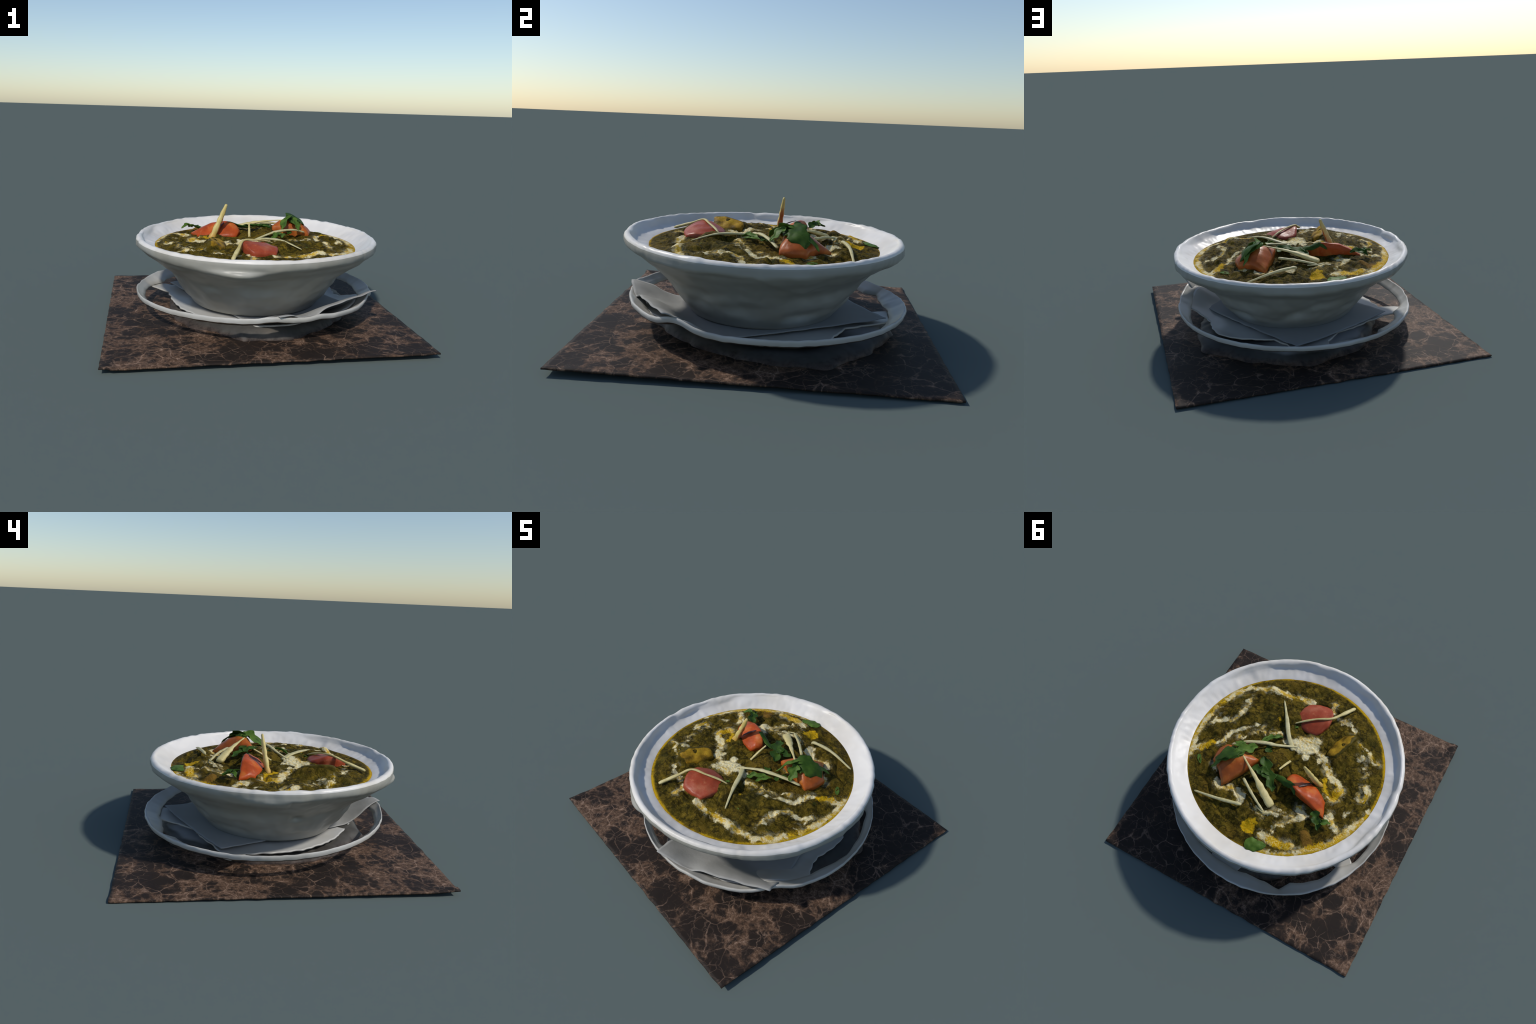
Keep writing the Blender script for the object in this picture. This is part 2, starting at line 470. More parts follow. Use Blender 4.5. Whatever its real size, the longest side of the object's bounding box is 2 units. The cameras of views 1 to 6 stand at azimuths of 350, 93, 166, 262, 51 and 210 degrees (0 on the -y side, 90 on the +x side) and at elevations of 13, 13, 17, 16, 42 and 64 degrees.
def mat_tomato(name, red, pale):
    m, N, b, P = material(name)
    n = N.noise(P, 9, 4, 0.6)
    c = N.ramp(n, [(0.32, tuple(v * 0.72 for v in red)), (0.52, red), (0.72, pale)])
    c = N.mix(N.step(N.noise(P, 34, 4, 0.6), 0.56, 0.76, 0.0, 0.3), c, (0.58, 0.25, 0.11))
    finish(N, b, c, 0.38, N.bump(N.noise(P, 30, 3), 0.2, 0.01), Specular_IOR_Level=0.25, Subsurface_Weight=0.12, Subsurface_Radius=(0.03, 0.01, 0.005), Subsurface_Scale=0.4)
    return m


def mat_plain(name, a, c, scale=14, rough=0.5, bump=0.2):
    m, N, b, P = material(name)
    n = N.noise(P, scale, 5, 0.62)
    finish(N, b, N.ramp(n, [(0.3, a), (0.7, c)]), rough, N.bump(N.noise(P, scale * 3, 4), bump, 0.008))
    return m


def mat_paneer():
    """fried cheese: its cut face to +x is golden, the rest wears the sauce"""
    m, N, b, P = material('fried_paneer')
    n = N.noise(P, 16, 5, 0.65)
    xyz = N.new('ShaderNodeSeparateXYZ')
    N.put(xyz.inputs[0], N.new('ShaderNodeNewGeometry').outputs['Normal'])
    face = N.step(N.math('ADD', xyz.outputs[0], N.math('MULTIPLY', N.math('SUBTRACT', n, 0.5), 1.2)), 0.05, 0.40)
    gold = N.ramp(n, [(0.32, (0.10, 0.060, 0.006)), (0.50, (0.30, 0.165, 0.012)), (0.68, (0.46, 0.28, 0.020))])
    sauce = N.ramp(N.noise(P, 26, 5, 0.7), [(0.3, (0.035, 0.028, 0.003)), (0.6, (0.095, 0.068, 0.007)), (0.8, (0.19, 0.115, 0.012))])
    finish(N, b, N.mix(face, sauce, gold), 0.55, N.bump(N.noise(P, 45, 4), 0.35, 0.01), Specular_IOR_Level=0.12)
    return m


def mat_standing_ginger():
    m, N, b, P = material('sauce_dipped_ginger')
    n = N.noise(P, 22, 4)
    c = N.ramp(n, [(0.3, (0.50, 0.37, 0.10)), (0.7, (0.66, 0.55, 0.22))])
    xyz = N.new('ShaderNodeSeparateXYZ')
    N.put(xyz.inputs[0], N.new('ShaderNodeNewGeometry').outputs['Normal'])
    px = N.new('ShaderNodeSeparateXYZ')
    N.put(px.inputs[0], P)
    side = N.step(N.math('ADD', xyz.outputs[0], N.math('MULTIPLY', N.math('SUBTRACT', n, 0.5), 1.2)), 0.40, 0.62)
    low = N.step(px.outputs[2], 0.715, 0.66)
    c = N.mix(N.math('MULTIPLY', N.math('MULTIPLY', side, low), 0.9), c, (0.34, 0.085, 0.020))
    foot = N.step(px.outputs[2], 0.585, 0.545, 0.0, 0.7)
    c = N.mix(foot, c, (0.50, 0.25, 0.02))
    finish(N, b, c, 0.5)
    return m


def mat_leaf(name, dark, light):
    m, N, b, P = material(name)
    n = N.noise(P, 18, 4, 0.6)
    c = N.ramp(n, [(0.32, dark), (0.70, light)])
    finish(N, b, c, 0.5, N.bump(N.noise(P, 40, 3), 0.2, 0.006), Specular_IOR_Level=0.2)
    tr = N.new('ShaderNodeBsdfTranslucent')
    N.put(tr.inputs[0], N.mix(0.5, c, (0.10, 0.16, 0.02)))
    mx = N.new('ShaderNodeMixShader')
    mx.inputs[0].default_value = 0.3
    t = m.node_tree
    t.links.new(b.outputs[0], mx.inputs[1])
    t.links.new(tr.outputs[0], mx.inputs[2])
    t.links.new(mx.outputs[0], t.nodes['Material Output'].inputs[0])
    return m


# ------------------------------------------------------------- marble tile
def build_tile():
    n = 90
    corner = {(0, 0): (-0.988, -0.996, 0.029), (1, 0): (0.992, -0.995, 0.039), (1, 1): (0.996, 1.004, 0.015), (0, 1): (-0.992, 0.998, 0.009)}
    verts, faces = [], []

    def top(i, j):
        u, v = i / n, j / n
        q = [sum(c[k] * (u if a else 1 - u) * (v if bb else 1 - v) for (a, bb), c in corner.items()) for k in range(3)]
        e = min(u, 1 - u, v, 1 - v)
        near = smooth(0.05, 0.0, e)
        q[0] += near * 0.005 * nz(q[1] * 14, q[0] * 3, 5.0)
        q[1] += near * 0.005 * nz(q[0] * 14, q[1] * 3, 9.0)
        q[2] += near * 0.005 * nz(q[0] * 9, q[1] * 9, 2.0) + 0.002 * nz(q[0] * 3, q[1] * 3, 6.0)
        if u < 0.03 and v < 0.1:
            q[2] += 0.010 * smooth(0.10, 0.0, hypot(u - 0.015, v))
        q[2] = max(q[2], 0.0065)
        return q
    for j in range(n + 1):
        for i in range(n + 1):
            verts.append(top(i, j))
    off = len(verts)
    for j in range(n + 1):
        for i in range(n + 1):
            x, y, z = verts[j * (n + 1) + i]
            verts.append((x, y, max(0.0, z - 0.0085)))
    w = n + 1
    for j in range(n):
        for i in range(n):
            a = j * w + i
            faces.append((a, a + 1, a + w + 1, a + w))
            faces.append((off + a, off + a + w, off + a + w + 1, off + a + 1))
    rim = [i for i in range(w)] + [j * w + n for j in range(1, w)] + [n * w + i for i in range(n - 1, -1, -1)] + [j * w for j in range(n - 1, 0, -1)]
    for a, c in zip(rim, rim[1:] + rim[:1]):
        faces.append((a, off + a, off + c, c))
    zmin = min(v[2] for v in verts)
    verts = [(x, y, z - zmin) for x, y, z in verts]
    ob = make_object('marble_tile', verts, faces, mat_marble())
    ob['label'] = 'square dark brown marble tile with pale veins'
    ob['category'] = 'stone tile'
    return ob


# ------------------------------------------------------------------ saucer
SAU = (0.0321, 0.0261)


def saucer_r(th):
    return harmonics(0.828, [(0, 0), (-0.0022, -0.0071), (-0.0012, 0.0013)], th)


def saucer_z(th):
    d = (math.degrees(th) + 180) % 360 - 180
    lump = 0.040 * math.exp(-((d + 31) / 8) ** 2) + 0.014 * math.exp(-((d + 91) / 7) ** 2) + 0.010 * math.exp(-((d + 70) / 5) ** 2)
    return harmonics(0.1905, [(0.0094, -0.0182), (-0.0045, 0.0039)], th) + lump


RING_IN = [(-180, .768), (-160, .765), (-135, .76), (-110, .772), (-95, .775), (-80, .735), (-60, .75), (-20, .745), (-5, .738), (12, .772), (30, .765),
           (45, .772), (70, .732), (90, .728), (98, .712), (109, .735), (117, .78), (123, .738), (138, .757), (150, .728), (160, .774), (173, .768), (180, .768)]
WELL_OUT = [(-180, .58), (-172, .57), (-150, .55), (-133, .55), (-118, .56), (-100, .60), (-95, .62), (-82, .65), (-74, .72), (-70, .80), (-14, .80), (-9, .70),
            (-3, .64), (3, .62), (12, .635), (25, .66), (45, .56), (60, .53), (70, .60), (78, .80), (90, .80), (96, .60), (109, .52), (122, .54), (140, .58),
            (149, .66), (152, .80), (158, .80), (163, .62), (172, .59), (180, .58)]


def build_saucer(white, under, grey):
    n = 360
    deg = lambda th: (math.degrees(th) + 180) % 360 - 180

    def pt(th, r, z):
        return (SAU[0] + r * cos(th), SAU[1] + r * sin(th), z)

    def inner(th):
        return lerp_table(RING_IN, deg(th)) + 0.008 * nz(9 * cos(th), 9 * sin(th), 3.3)

    def wob(th, k):
        return 0.0055 * nz(7 * cos(th), 7 * sin(th), 8.8) + 0.0035 * nz(16 * cos(th), 16 * sin(th), k)
    prof = [  # fraction from inner edge (0) to rim (1), height below the rim
        (0.00, -0.050), (0.02, -0.041), (0.35, -0.026), (0.65, -0.013), (0.82, -0.003), (0.92, 0.0035), (0.985, 0.000),
        (1.00, -0.010), (0.985, -0.021), (0.93, -0.029)]
    low = [(0.90, -0.034), (0.78, -0.037), (0.45, -0.045), (0.10, -0.054), (0.00, -0.050)]

    def ring(f, dz):
        return lambda th: pt(th, inner(th) + (saucer_r(th) + wob(th, 2) - inner(th)) * f, saucer_z(th) + dz + wob(th, 4) * 0.7)
    ob = revolve('saucer', n, [ring(f, d) for f, d in prof], white, None, False, False)
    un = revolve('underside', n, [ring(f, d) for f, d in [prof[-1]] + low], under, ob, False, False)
    # what is left of the well: a shallow dish whose torn outline meets the rim in places
    verts, faces = [], []
    m = 26

    def well_out(th):
        o = lerp_table(WELL_OUT, deg(th)) + 0.012 * nz(11 * cos(th), 11 * sin(th), 1.1)
        return min(o, inner(th) + 0.012)
    for side in (0, 1):
        for k in range(m + 1):
            for i in range(n):
                th = TAU * i / n
                r = 0.30 + (well_out(th) - 0.30) * k / m
                t = smooth(0.58 - 0.06 * math.exp(-((deg(th) + 40) / 26) ** 2), 0.80, r)
                z = 0.094 + (saucer_z(th) - 0.052 + 0.032 * math.exp(-((deg(th) + 40) / 26) ** 2) - 0.094) * t + 0.004 * nz(r * 9 * cos(th), r * 9 * sin(th), 4)
                verts.append(pt(th, r, z - 0.010 * side))
    for side in (0, 1):
        o = side * (m + 1) * n
        for k in range(m):
            for i in range(n):
                j = (i + 1) % n
                faces.append((o + k * n + i, o + k * n + j, o + (k + 1) * n + j, o + (k + 1) * n + i))
    for k in (0, m):
        for i in range(n):
            j = (i + 1) % n
            faces.append((k * n + i, k * n + j, (m + 1 + k) * n + j, (m + 1 + k) * n + i))
    make_object('well', verts, faces, white, ob)
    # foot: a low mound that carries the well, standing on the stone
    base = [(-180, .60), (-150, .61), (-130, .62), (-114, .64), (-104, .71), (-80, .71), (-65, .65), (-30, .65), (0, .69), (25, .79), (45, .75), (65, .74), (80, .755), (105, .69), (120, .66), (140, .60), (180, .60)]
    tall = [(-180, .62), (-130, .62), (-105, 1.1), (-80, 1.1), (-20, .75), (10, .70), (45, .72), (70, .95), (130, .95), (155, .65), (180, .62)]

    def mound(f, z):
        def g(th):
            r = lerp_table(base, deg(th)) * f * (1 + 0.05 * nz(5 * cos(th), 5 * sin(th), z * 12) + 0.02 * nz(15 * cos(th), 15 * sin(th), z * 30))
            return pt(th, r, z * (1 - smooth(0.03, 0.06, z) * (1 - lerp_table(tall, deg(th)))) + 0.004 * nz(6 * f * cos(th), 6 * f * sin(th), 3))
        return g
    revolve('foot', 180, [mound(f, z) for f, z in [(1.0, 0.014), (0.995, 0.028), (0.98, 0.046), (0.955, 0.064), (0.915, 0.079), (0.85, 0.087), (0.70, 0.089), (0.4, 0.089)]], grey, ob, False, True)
    ob['label'] = 'white glazed saucer with narrow raised rim'
    ob['category'] = 'saucer'
    return ob


# ------------------------------------------------------------------ napkin
def build_napkin(mat):
    c1, c2, c3, c4 = (0.045, -0.824, 0.243), (0.772, -0.462, 0.282), (0.210, 0.724, 0.138), (-0.551, 0.367, 0.126)
    nu, nv = 50, 80
    verts, faces = [], []
    base = 0.106
    for side in (0, 1):
        for j in range(nv + 1):
            v = j / nv
            for i in range(nu + 1):
                u = i / nu
                w = [((1 - u) * (1 - v), c1), (u * (1 - v), c2), (u * v, c3), ((1 - u) * v, c4)]
                x = sum(a * c[0] for a, c in w)
                y = sum(a * c[1] for a, c in w)
                z = base + sum(a ** 1.9 * (c[2] - base) for a, c in w if c[1] > 0)
                edge = 0.243 + 0.036 * u ** 1.5 - 0.045 * math.exp(-((u - 0.27) / 0.15) ** 2) + 0.010 * nz(u * 5, 3.0)
                z += (edge - base) * smooth(0.27 - 0.08 * u, 0.0, v) ** 1.15
                out = sin(pi * u) ** 0.7 * smooth(0.22, 0.0, v)
                x, y = x + 0.45 * 0.025 * out, y - 0.89 * 0.025 * out
                r = hypot(x - SAU[0], y - SAU[1])
                if v < 0.3:
                    th = atan2(y - SAU[1], x - SAU[0])
                    rim_top = saucer_z(th) - 0.046 + 0.052 * smooth(0.745, 0.825, r)
                    z = max(z, base + (rim_top - base) * smooth(0.64, 0.745, r))
                z += 0.0035 * nz(x * 6, y * 6, 3) + 0.006 * smooth(0.45, 0.8, r) * nz(x * 11, y * 11, 6)
                crease = abs(v - 0.5 * (1 - u) - 0.20)
                z += 0.003 * smooth(0.03, 0.0, crease)
                e = min(u, 1 - u, v, 1 - v)
                x += smooth(0.04, 0, e) * 0.006 * nz(x * 15, y * 15, 1)
                y += smooth(0.04, 0, e) * 0.006 * nz(x * 15, y * 15, 2)
                verts.append((x, y, z - 0.0045 * side))
    w = nu + 1
    o = w * (nv + 1)
    for j in range(nv):
        for i in range(nu):
            a = j * w + i
            faces.append((a, a + 1, a + w + 1, a + w))
            faces.append((o + a, o + a + w, o + a + w + 1, o + a + 1))
    rim = [i for i in range(w)] + [j * w + nu for j in range(1, nv + 1)] + [nv * w + i for i in range(nu - 1, -1, -1)] + [j * w for j in range(nv - 1, 0, -1)]
    for a, c in zip(rim, rim[1:] + rim[:1]):
        faces.append((a, o + a, o + c, c))
    ob = make_object('paper_napkin', verts, faces, mat)
    ob['label'] = 'folded white paper napkin under a soup bowl'
    ob['category'] = 'napkin'
    return ob


# -------------------------------------------------------------------- bowl
BOWL = (0.0293, -0.0125)


SHELF = [(-180, .44), (-171, .41), (-160, .50), (-125, .47), (-111, .40), (-102, .44), (-90, .49), (-60, .50), (-20, .49), (0, .50), (8, .43), (22, .37), (29, .43), (36, .41), (50, .46),
         (76, .48), (84, .42), (95, .36), (110, .40), (130, .46), (150, .47), (167, .45), (180, .44)]


def build_bowl(outside, inside):
    n = 420
    r_low = lambda th: 0.0
    rim_r = lambda th: harmonics(0.0, [(0, 0), (-0.0010, -0.0018), (0.0046, -0.0004)], th)
    rim_z = lambda th: harmonics(0.0, [(0.0011, -0.0065), (-0.0014, 0.0014), (-0.0012, -0.0003)], th)
    outer = [(0.30, 0.112), (0.425, 0.110), (0.440, 0.115), (0.455, 0.138), (0.474, 0.16), (0.494, 0.18), (0.512, 0.20), (0.527, 0.22),
             (0.541, 0.24), (0.556, 0.26), (0.573, 0.28), (0.586, 0.30), (0.597, 0.32), (0.612, 0.34), (0.633, 0.36), (0.657, 0.38),
             (0.679, 0.40), (0.702, 0.42), (0.732, 0.44), (0.764, 0.46), (0.791, 0.48), (0.813, 0.497), (0.8245, 0.512), (0.8275, 0.53),
             (0.8275, 0.545), (0.824, 0.558)]
    lip = [(0.816, 0.567), (0.805, 0.5705), (0.793, 0.567)]
    # inside of the flare: hollow and steep on the -x, -y side, a plain slope elsewhere (r, z hollow, z plain)
    wall = [(0.786, 0.554, 0.5600), (0.779, 0.538, 0.5545), (0.773, 0.518, 0.5500), (0.764, 0.506, 0.5440), (0.749, 0.502, 0.5345), (0.732, 0.5005, 0.5235),
            (0.714, 0.501, 0.5115), (0.700, 0.4995, 0.5025), (0.692, 0.4980, 0.4980), (0.675, 0.490, 0.490), (0.640, 0.476, 0.476), (0.45, 0.44, 0.44), (0.2, 0.42, 0.42)]

    def dents(th, z):
        """the glaze of the outside is lumpy: soft shelves and hollows below the rim band"""
        c, s = cos(th), sin(th)
        d = (math.degrees(th) + 180) % 360 - 180
        w = smooth(0.12, 0.20, z) * smooth(0.535, 0.49, z)
        a = 0.016 * nz(2.3 * c, 2.3 * s, z * 8 + 2) + 0.016 * nz(4.6 * c, 4.6 * s, z * 13) + 0.005 * nz(10 * c, 10 * s, z * 22) - 0.003
        shelf_z = lerp_table(SHELF, d) + 0.012 * nz(6 * c, 6 * s, 0.0)
        a -= 0.009 * smooth(shelf_z + 0.012, shelf_z - 0.008, z) * smooth(0.20, 0.30, z)
        a += 0.024 * math.exp(-((d + 110) / 9) ** 2 - ((z - 0.405) / 0.030) ** 2)
        # the rim band hangs lower in two places
        hang = 0.066 * math.exp(-((d + 106) / 12) ** 2) + 0.030 * math.exp(-((d - 172) / 10) ** 2)
        a += hang * smooth(0.415, 0.438, z) * smooth(0.520, 0.470, z)
        # hollows of the lower wall, and places where the wall stands fuller under the rim
        a -= 0.048 * math.exp(-((d - 31) / 11) ** 2 - ((z - 0.195) / 0.035) ** 2)
        a -= 0.032 * math.exp(-((d - 80 - (z - 0.28) * 150) / 7) ** 2 - ((z - 0.28) / 0.06) ** 2)
        a -= 0.020 * math.exp(-((d + 5) / 9) ** 2 - ((z - 0.24) / 0.05) ** 2)
        for c0, h0 in ((143, 0.022), (-37, 0.022), (-140, 0.020)):
            a += h0 * math.exp(-((d - c0) / 17) ** 2 - ((z - 0.45) / 0.045) ** 2)
        # a thumb-sized dimple on the -x side
        a -= 0.030 * math.exp(-((d + 171) / 4) ** 2 - ((z - 0.315) / 0.022) ** 2)
        return w * a

    def ring(r, z, part, plain=None):
        z0 = z

        def f(th):
            c, s = cos(th), sin(th)
            z = z0
            if plain is not None:
                hollow = 0.6 * smooth(-0.10, 0.5, cos(th + radians(117)) + 0.5 * nz(3 * c, 3 * s, 2.2))
                z = plain + (z0 - plain) * hollow
            k = smooth(0.30, 0.56, z) if part == 'o' else smooth(0.44, 0.56, z)
            rr = r + rim_r(th) * k
            zz = z + rim_z(th) * k
            ripple = (nz(4.3 * c, 4.3 * s, 3.0) + 0.7 * nz(10 * c, 10 * s, 5.0) + 0.45 * nz(23 * c, 23 * s, 7.0)) * (0.55 + 0.9 * abs(nz(2.5 * c, 2.5 * s, 1.0)) * 2)
            if part == 'o':
                rr += dents(th, z) + 0.0055 * k * ripple
            elif part == 'l':
                zz += 0.0062 * ripple
                rr += 0.002 * ripple
            else:
                q = smooth(0.497, 0.506, z)
                rr += q * (0.013 * nz(6.0 * c, 6.0 * s, z * 22) + 0.0025 * nz(26 * c, 26 * s, z * 60) + 0.001 * ripple)
                zz += q * (0.0030 * ripple * smooth(0.53, 0.56, z) + 0.0045 * nz(22 * c, 22 * s, z * 45 + 8) * smooth(0.55, 0.52, z))
            return (BOWL[0] + rr * c, BOWL[1] + rr * s, zz)
        return f
    dense = []
    for (r0, z0), (r1, z1) in zip(outer, outer[1:]):
        dense += [(r0, z0), ((r0 + r1) / 2, (z0 + z1) / 2)]
    dense.append(outer[-1])
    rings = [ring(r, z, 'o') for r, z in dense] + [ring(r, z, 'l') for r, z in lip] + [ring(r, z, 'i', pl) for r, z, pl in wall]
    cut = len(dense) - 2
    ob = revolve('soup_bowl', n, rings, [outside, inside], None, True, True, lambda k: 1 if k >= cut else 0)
    ob['label'] = 'white porcelain bowl with flared thick rim'
    ob['category'] = 'bowl'
    return ob


# ------------------------------------------------------------------- curry
def build_curry(mat):
    n, m = 400, 150
    verts, faces = [(CURRY_C[0], CURRY_C[1], curry_z(*CURRY_C))], []
    for k in range(1, m + 1):
        for i in range(n):
            th = TAU * i / n
            r = curry_edge(th) * (k / m) + (0.006 + 0.003 * nz(12 * cos(th), 12 * sin(th), 4)) * (k == m)
            x, y = CURRY_C[0] + r * cos(th), CURRY_C[1] + r * sin(th)
            verts.append((x, y, curry_z(x, y)))
    at = lambda k, i: 1 + (k - 1) * n + i % n
    for i in range(n):
        faces.append((0, at(1, i), at(1, i + 1)))
    for k in range(1, m):
        for i in range(n):
            faces.append((at(k, i), at(k + 1, i), at(k + 1, i + 1), at(k, i + 1)))
    # closed below: the sauce goes down into the bowl
    o = len(verts)
    for i in range(n):
        th = TAU * i / n
        verts.append((CURRY_C[0] + 0.63 * cos(th), CURRY_C[1] + 0.63 * sin(th), 0.478))
    verts.append((CURRY_C[0], CURRY_C[1], 0.46))
    for i in range(n):
        faces.append((at(m, i), o + i, o + (i + 1) % n, at(m, i + 1)))
        faces.append((o + i, len(verts) - 1, o + (i + 1) % n))
    ob = make_object('spinach_curry', verts, faces, mat)
    ob['label'] = 'green spinach curry with cream, tomato, ginger, coriander'
    ob['category'] = 'food'
    return ob


def lagrange(t):
    return ((1 - t) * (1 - 2 * t), 4 * t * (1 - t), t * (2 * t - 1))


def chunk(name, grid, mat, parent, rough=0.0055, seed=0, sink=0.485, n=22, inset=0.94):
    """solid lump: a curved skin through 3 x 3 points, rounded over into walls that go down into the sauce"""
    verts, faces = [], []
    cx = sum(p[0] for row in grid for p in row) / 9
    cy = sum(p[1] for row in grid for p in row) / 9
    for j in range(n + 1):
        wj = lagrange(j / n)
        for i in range(n + 1):
            wi = lagrange(i / n)
            p = [sum(wj[a] * wi[b] * grid[a][b][k] for a in range(3) for b in range(3)) for k in range(3)]
            e = min(i, j, n - i, n - j) / n
            p[2] -= 0.005 * smooth(0.06, 0.0, e)
            g = rough
            p[0] += g * nz(p[0] * 22, p[1] * 22, seed + 1)
            p[1] += g * nz(p[0] * 22, p[1] * 22, seed + 2)
            p[2] += g * (nz(p[0] * 18, p[1] * 18, seed + 3) + 1.2 * nz(p[0] * 9, p[1] * 9, seed + 4))
            verts.append(tuple(p))
    w = n + 1
    for j in range(n):
        for i in range(n):
            a = j * w + i
            faces.append((a, a + 1, a + w + 1, a + w))
    rim = [i for i in range(w)] + [j * w + n for j in range(1, w)] + [n * w + i for i in range(n - 1, -1, -1)] + [j * w for j in range(n - 1, 0, -1)]
    prev = rim
    for f, g in ((0.25, 0.99), (0.6, 0.96), (1.0, inset)):
        cur = []
        for a in rim:
            x, y, z = verts[a]
            cur.append(len(verts))
            verts.append((cx + (x - cx) * g, cy + (y - cy) * g, z + (sink - z) * f))
        for a, b, c, d in zip(prev, prev[1:] + prev[:1], cur[1:] + cur[:1], cur):
            faces.append((a, b, c, d))
        prev = cur
    faces.append(tuple(prev))
    ob = make_object(name, verts, faces, mat, parent)
    return ob


def catmull(pts, n):
    P = [2 * pts[0] - pts[1]] + pts + [2 * pts[-1] - pts[-2]]
    out = []
    for k in range(n + 1):
        t = k / n * (len(pts) - 1)
        i = min(int(t), len(pts) - 2)
        t -= i
        a, b, c, d = P[i:i + 4]
        out.append(0.5 * (2 * b + (c - a) * t + (2 * a - 5 * b + 4 * c - d) * t * t + (3 * b - a - 3 * c + d) * t ** 3))
    return out


def strip(name, pts, radii, mat, parent, flat=0.7, seed=0, n=40, k=12):
    """a julienne strip: tapered, slightly squared and uneven rod along a curve"""
    C = catmull([Vector(p) for p in pts], n)
    verts, faces = [], []
    for i, c in enumerate(C):
        t = (C[min(i + 1, n)] - C[max(i - 1, 0)]).normalized()
        up = Vector((0, 0, 1)) if abs(t.z) < 0.85 else Vector((0.25, -0.95, 0.1))
        s = t.cross(up).normalized()
        u = s.cross(t).normalized()
        r = lerp_table([(a / (len(radii) - 1), v) for a, v in enumerate(radii)], i / n)
        r *= 0.85 * (1 + 0.30 * nz(i * 0.22, seed * 3.7))
        if i in (0, n):
            r *= 0.55
        for j in range(k):
            a = TAU * j / k
            q = 1 / max(abs(cos(a)), abs(sin(a))) ** 0.45
            verts.append(tuple(c + s * (r * q * cos(a)) + u * (r * q * flat * sin(a))))
    for i in range(n):
        for j in range(k):
            faces.append((i * k + j, i * k + (j + 1) % k, (i + 1) * k + (j + 1) % k, (i + 1) * k + j))
    faces.append(tuple(range(k)))
    faces.append(tuple(n * k + j for j in range(k)))
    return make_object(name, verts, faces, mat, parent)


def leaf(name, pts, width, mat, parent, lobes=3, normal=(0, 0, 1), curl=0.2, seed=0, depth=0.48, n=44, k=12, thick=0.0035):
    """a coriander leaflet: lobed blade with a little thickness along a curved midrib"""
    C = catmull([Vector(p) for p in pts], n)
    up0 = Vector(normal).normalized()
    rnd = random.Random(seed)
    ph = rnd.random() * 6
    verts, faces = [], []
    for side in (0, 1):
        for i, c in enumerate(C):
            t = i / n
            tan = (C[min(i + 1, n)] - C[max(i - 1, 0)]).normalized()
            s = tan.cross(up0).normalized()
            u = s.cross(tan).normalized()
            body = (sin(pi * min(1, t ** 0.75)) ** 0.6 if 0 < t < 1 else 0) * 0.97 + 0.03
            for j in range(k + 1):
                v = 2 * j / k - 1
                sgn = 0.6 if v < 0 else 0.0
                lob = 1 - depth * (0.5 + 0.5 * cos(TAU * (t * lobes + sgn) + ph)) - 0.14 * abs(sin(t * lobes * 7 + ph + v))
                x = v * width / 2 * body * lob
                h = curl * width * (v * v - 0.3) * 0.5 * body + 0.05 * width * nz(t * 4 + seed, v * 1.5, seed) - side * thick * (1 - 0.6 * abs(v))
                verts.append(tuple(c + s * x + u * h))
    w = k + 1
    o = w * (n + 1)
    for i in range(n):
        for j in range(k):
            a = i * w + j
            faces.append((a, a + 1, a + w + 1, a + w))
            faces.append((o + a, o + a + w, o + a + w + 1, o + a + 1))
    rim = [j for j in range(w)] + [i * w + k for i in range(1, n + 1)] + [n * w + j for j in range(k - 1, -1, -1)] + [i * w for i in range(n - 1, 0, -1)]
    for a, c in zip(rim, rim[1:] + rim[:1]):
        faces.append((a, o + a, o + c, c))
    return make_object(name, verts, faces, mat, parent)


# ================================================================== assemble
white_in = porcelain('white_glaze', (0.74, 0.71, 0.665), True)
white_out = porcelain('shade_greyed_glaze', (0.35, 0.342, 0.305))  # white bowl greyed here: shade below the flare is in the base colour
white_saucer = porcelain('saucer_glaze', (0.50, 0.49, 0.46))

tile = build_tile()
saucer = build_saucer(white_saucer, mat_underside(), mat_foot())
napkin = build_napkin(mat_napkin())
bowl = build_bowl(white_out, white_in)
curry = build_curry(mat_curry())

red1 = mat_tomato('bright_tomato', (0.42, 0.066, 0.010), (0.52, 0.16, 0.030))
red2 = mat_tomato('dull_tomato', (0.32, 0.056, 0.022), (0.40, 0.125, 0.062))
red3 = mat_tomato('orange_tomato', (0.36, 0.086, 0.014), (0.46, 0.17, 0.030))
cheese = mat_paneer()
ginger = mat_plain('ginger', (0.46, 0.37, 0.13), (0.64, 0.55, 0.26), 22, 0.55)
ginger_pale = mat_plain('pale_ginger', (0.40, 0.35, 0.15), (0.58, 0.52, 0.28), 26, 0.55)
leaf_dark = mat_leaf('coriander_green', (0.022, 0.062, 0.007), (0.070, 0.140, 0.018))
leaf_mid = mat_leaf('coriander_fresh', (0.045, 0.110, 0.012), (0.150, 0.255, 0.040))
char = mat_plain('tomato_char', (0.035, 0.010, 0.010), (0.07, 0.02, 0.016), 20, 0.5)

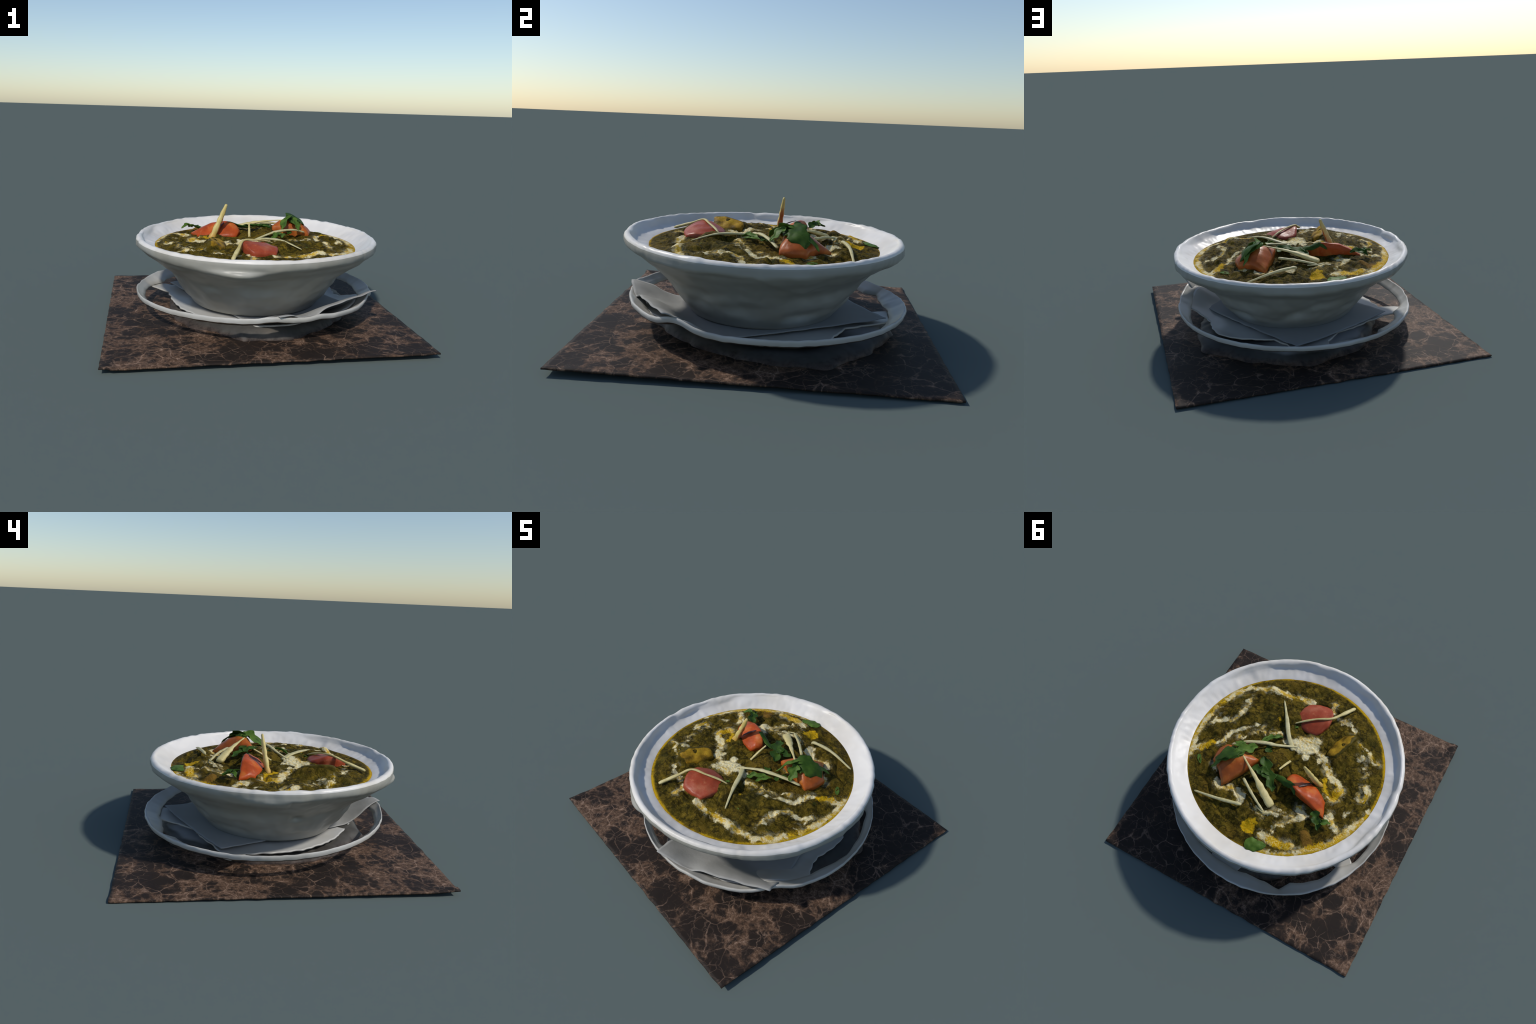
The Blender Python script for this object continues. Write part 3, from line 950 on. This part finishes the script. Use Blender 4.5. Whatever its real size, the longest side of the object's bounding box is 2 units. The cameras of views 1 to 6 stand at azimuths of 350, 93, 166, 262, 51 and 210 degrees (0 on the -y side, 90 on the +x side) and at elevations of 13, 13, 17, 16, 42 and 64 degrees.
chunk('tomato_piece', [[(-.098, .060, .545), (-.070, .100, .575), (-.058, .135, .556)],
                       [(-.255, .085, .548), (-.215, .150, .603), (-.160, .200, .626)],
                       [(-.365, .150, .538), (-.385, .200, .548), (-.405, .255, .531)]], red1, curry, seed=2, inset=0.9)
chunk('tomato_piece', [[(.100, -.300, .548), (.112, -.390, .560), (.084, -.478, .546)],
                       [(.030, -.262, .553), (.000, -.385, .588), (.010, -.505, .555)],
                       [(-.075, -.262, .556), (-.130, -.400, .604), (-.068, -.515, .556)]], red2, curry, seed=5)
chunk('tomato_piece', [[(.440, .095, .548), (.466, .165, .562), (.462, .245, .552)],
                       [(.330, .100, .586), (.318, .172, .645), (.388, .296, .580)],
                       [(.175, .110, .596), (.205, .205, .592), (.314, .380, .538)]], red3, curry, seed=8)
chunk('paneer_piece', [[(-.345, -.378, .588), (-.322, -.268, .592), (-.282, -.158, .570)],
                       [(-.312, -.372, .596), (-.285, -.268, .592), (-.250, -.164, .574)],
                       [(-.262, -.365, .552), (-.215, -.274, .547), (-.205, -.180, .545)]], cheese, curry, seed=11, rough=0.006, inset=0.97)
strip('char_mark', [(-.225, .092, .583), (-.200, .130, .605), (-.172, .168, .621)], [.006, .011, .006], char, curry, 0.35, 3)

strip('ginger_strip', [(-.275, .054, .515), (-.236, .066, .60), (-.205, .076, .67), (-.165, .088, .764)], [.031, .026, .022, .019, .011], mat_standing_ginger(), curry, 0.75, 1)
strip('ginger_strip', [(-.068, .358, .548), (.02, .308, .580), (.12, .245, .612), (.268, .155, .640)], [.028, .031, .024, .014, .005], ginger, curry, 0.55, 2)
strip('ginger_strip', [(.195, .278, .579), (.08, .352, .571), (-.036, .414, .549)], [.012, .011, .009], ginger_pale, curry, 0.8, 3)
strip('ginger_strip', [(.118, .440, .545), (.140, .452, .560), (.280, .482, .553), (.460, .495, .512)], [.007, .013, .012, .007], ginger_pale, curry, 0.8, 4)
strip('ginger_strip', [(.405, .085, .560), (.313, .030, .589), (.200, -.022, .592), (.118, -.054, .578), (-.030, -.138, .543)], [.010, .015, .016, .013, .007], ginger_pale, curry, 0.6, 5)
strip('ginger_strip', [(.262, -.416, .548), (.17, -.285, .575), (.085, -.160, .566), (.010, -.085, .545)], [.005, .011, .018, .022, .016], ginger_pale, curry, 0.45, 6)
strip('ginger_strip', [(.004, .120, .620), (-.004, .062, .588), (-.014, -.012, .538)], [.006, .010, .011], ginger, curry, 0.7, 7)
strip('ginger_strip', [(.112, -.270, .555), (.05, -.308, .583), (-.03, -.360, .602), (-.12, -.410, .609), (-.165, -.500, .572), (-.215, -.612, .532)], [.007, .008, .009, .009, .012, .019], ginger, curry, 0.7, 8)
strip('ginger_strip', [(.03, .400, .545), (-.04, .420, .549), (-.09, .395, .547)], [.006, .007, .005], ginger_pale, curry, 0.7, 9)

leaf('coriander_leaf', [(.285, .120, .648), (.345, .165, .656), (.405, .205, .626), (.452, .225, .560)], .165, leaf_dark, curry, 2.0, (0.6, -0.1, 0.8), -0.1, 3, 0.22)
leaf('coriander_leaf', [(.315, .165, .668), (.268, .098, .650), (.225, .025, .590)], .105, leaf_mid, curry, 2.0, (-0.6, -0.1, 0.8), 0.15, 4)
leaf('coriander_leaf', [(.318, .120, .664), (.335, .082, .630), (.352, .038, .585)], .10, leaf_mid, curry, 2.0, (0.5, -0.8, 0.6), 0.2, 5)
leaf('coriander_leaf', [(.270, .135, .650), (.300, .170, .662), (.325, .215, .640)], .085, leaf_mid, curry, 1.4, (-0.2, 0.5, 1), -0.5, 6, 0.15)
leaf('coriander_leaf', [(.310, .180, .655), (.385, .245, .626), (.440, .310, .560)], .060, leaf_mid, curry, 2.0, (0.6, 0.5, 0.8), 0.1, 7)
leaf('coriander_leaf', [(.150, .075, .600), (.085, .150, .597), (.020, .215, .590), (-.025, .270, .572)], .115, leaf_dark, curry, 3.0, (0, 0.1, 1), 0.25, 8)
leaf('coriander_leaf', [(.180, .190, .600), (.110, .175, .600), (.030, .160, .590)], .085, leaf_dark, curry, 2.4, (0, 0.1, 1), 0.2, 9)
leaf('coriander_leaf', [(.030, .160, .585), (-.060, .175, .598), (-.130, .190, .618), (-.170, .225, .585)], .060, leaf_dark, curry, 2.0, (0.2, 0.5, 1), -0.3, 10, 0.2)
leaf('coriander_leaf', [(-.325, .255, .556), (-.375, .300, .572), (-.415, .362, .555)], .090, leaf_dark, curry, 2.0, (0, 0.3, 1), 0.3, 11)
leaf('coriander_leaf', [(-.385, .320, .560), (-.425, .300, .580), (-.470, .278, .558)], .060, leaf_mid, curry, 2.0, (0.2, 0, 1), 0.4, 12)
leaf('coriander_leaf', [(.150, -.310, .551), (.125, -.262, .558), (.100, -.212, .550)], .060, leaf_mid, curry, 2.0, (0, 0, 1), 0.2, 13)
leaf('coriander_leaf', [(.098, -.232, .553), (.080, -.255, .556), (.060, -.275, .553)], .030, leaf_mid, curry, 2.0, (0, 0, 1), 0.3, 14)
leaf('coriander_leaf', [(.120, -.140, .560), (.165, -.095, .582), (.225, -.030, .572)], .052, leaf_mid, curry, 2.5, (0.3, -0.2, 1), 0.5, 15)
leaf('coriander_leaf', [(.190, -.120, .566), (.215, -.070, .574), (.240, -.020, .570)], .034, leaf_mid, curry, 2.0, (0.3, -0.2, 1), 0.3, 16)
leaf('coriander_leaf', [(.175, -.030, .566), (.150, .010, .572), (.120, .050, .566)], .066, leaf_dark, curry, 2.2, (0, 0, 1), 0.2, 17)
leaf('coriander_leaf', [(.260, -.020, .572), (.275, .020, .580), (.300, .060, .574)], .060, leaf_dark, curry, 2.0, (0.3, -0.2, 1), 0.2, 18)
leaf('coriander_leaf', [(-.030, .655, .508), (-.090, .634, .513), (-.165, .600, .509)], .105, leaf_mid, curry, 1.2, (0, 0.15, 1), -0.1, 19, 0.1)
leaf('coriander_leaf', [(.585, .245, .516), (.560, .272, .521), (.533, .302, .518)], .034, leaf_mid, curry, 1.0, (0.2, 0.1, 1), 0.1, 20, 0.1)
leaf('coriander_leaf', [(.320, -.362, .540), (.304, -.352, .546), (.288, -.338, .542)], .026, leaf_mid, curry, 1.5, (0.1, -0.1, 1), 0.1, 21)

print('polys', sum(len(o.data.polygons) for o in bpy.data.objects if o.type == 'MESH'))
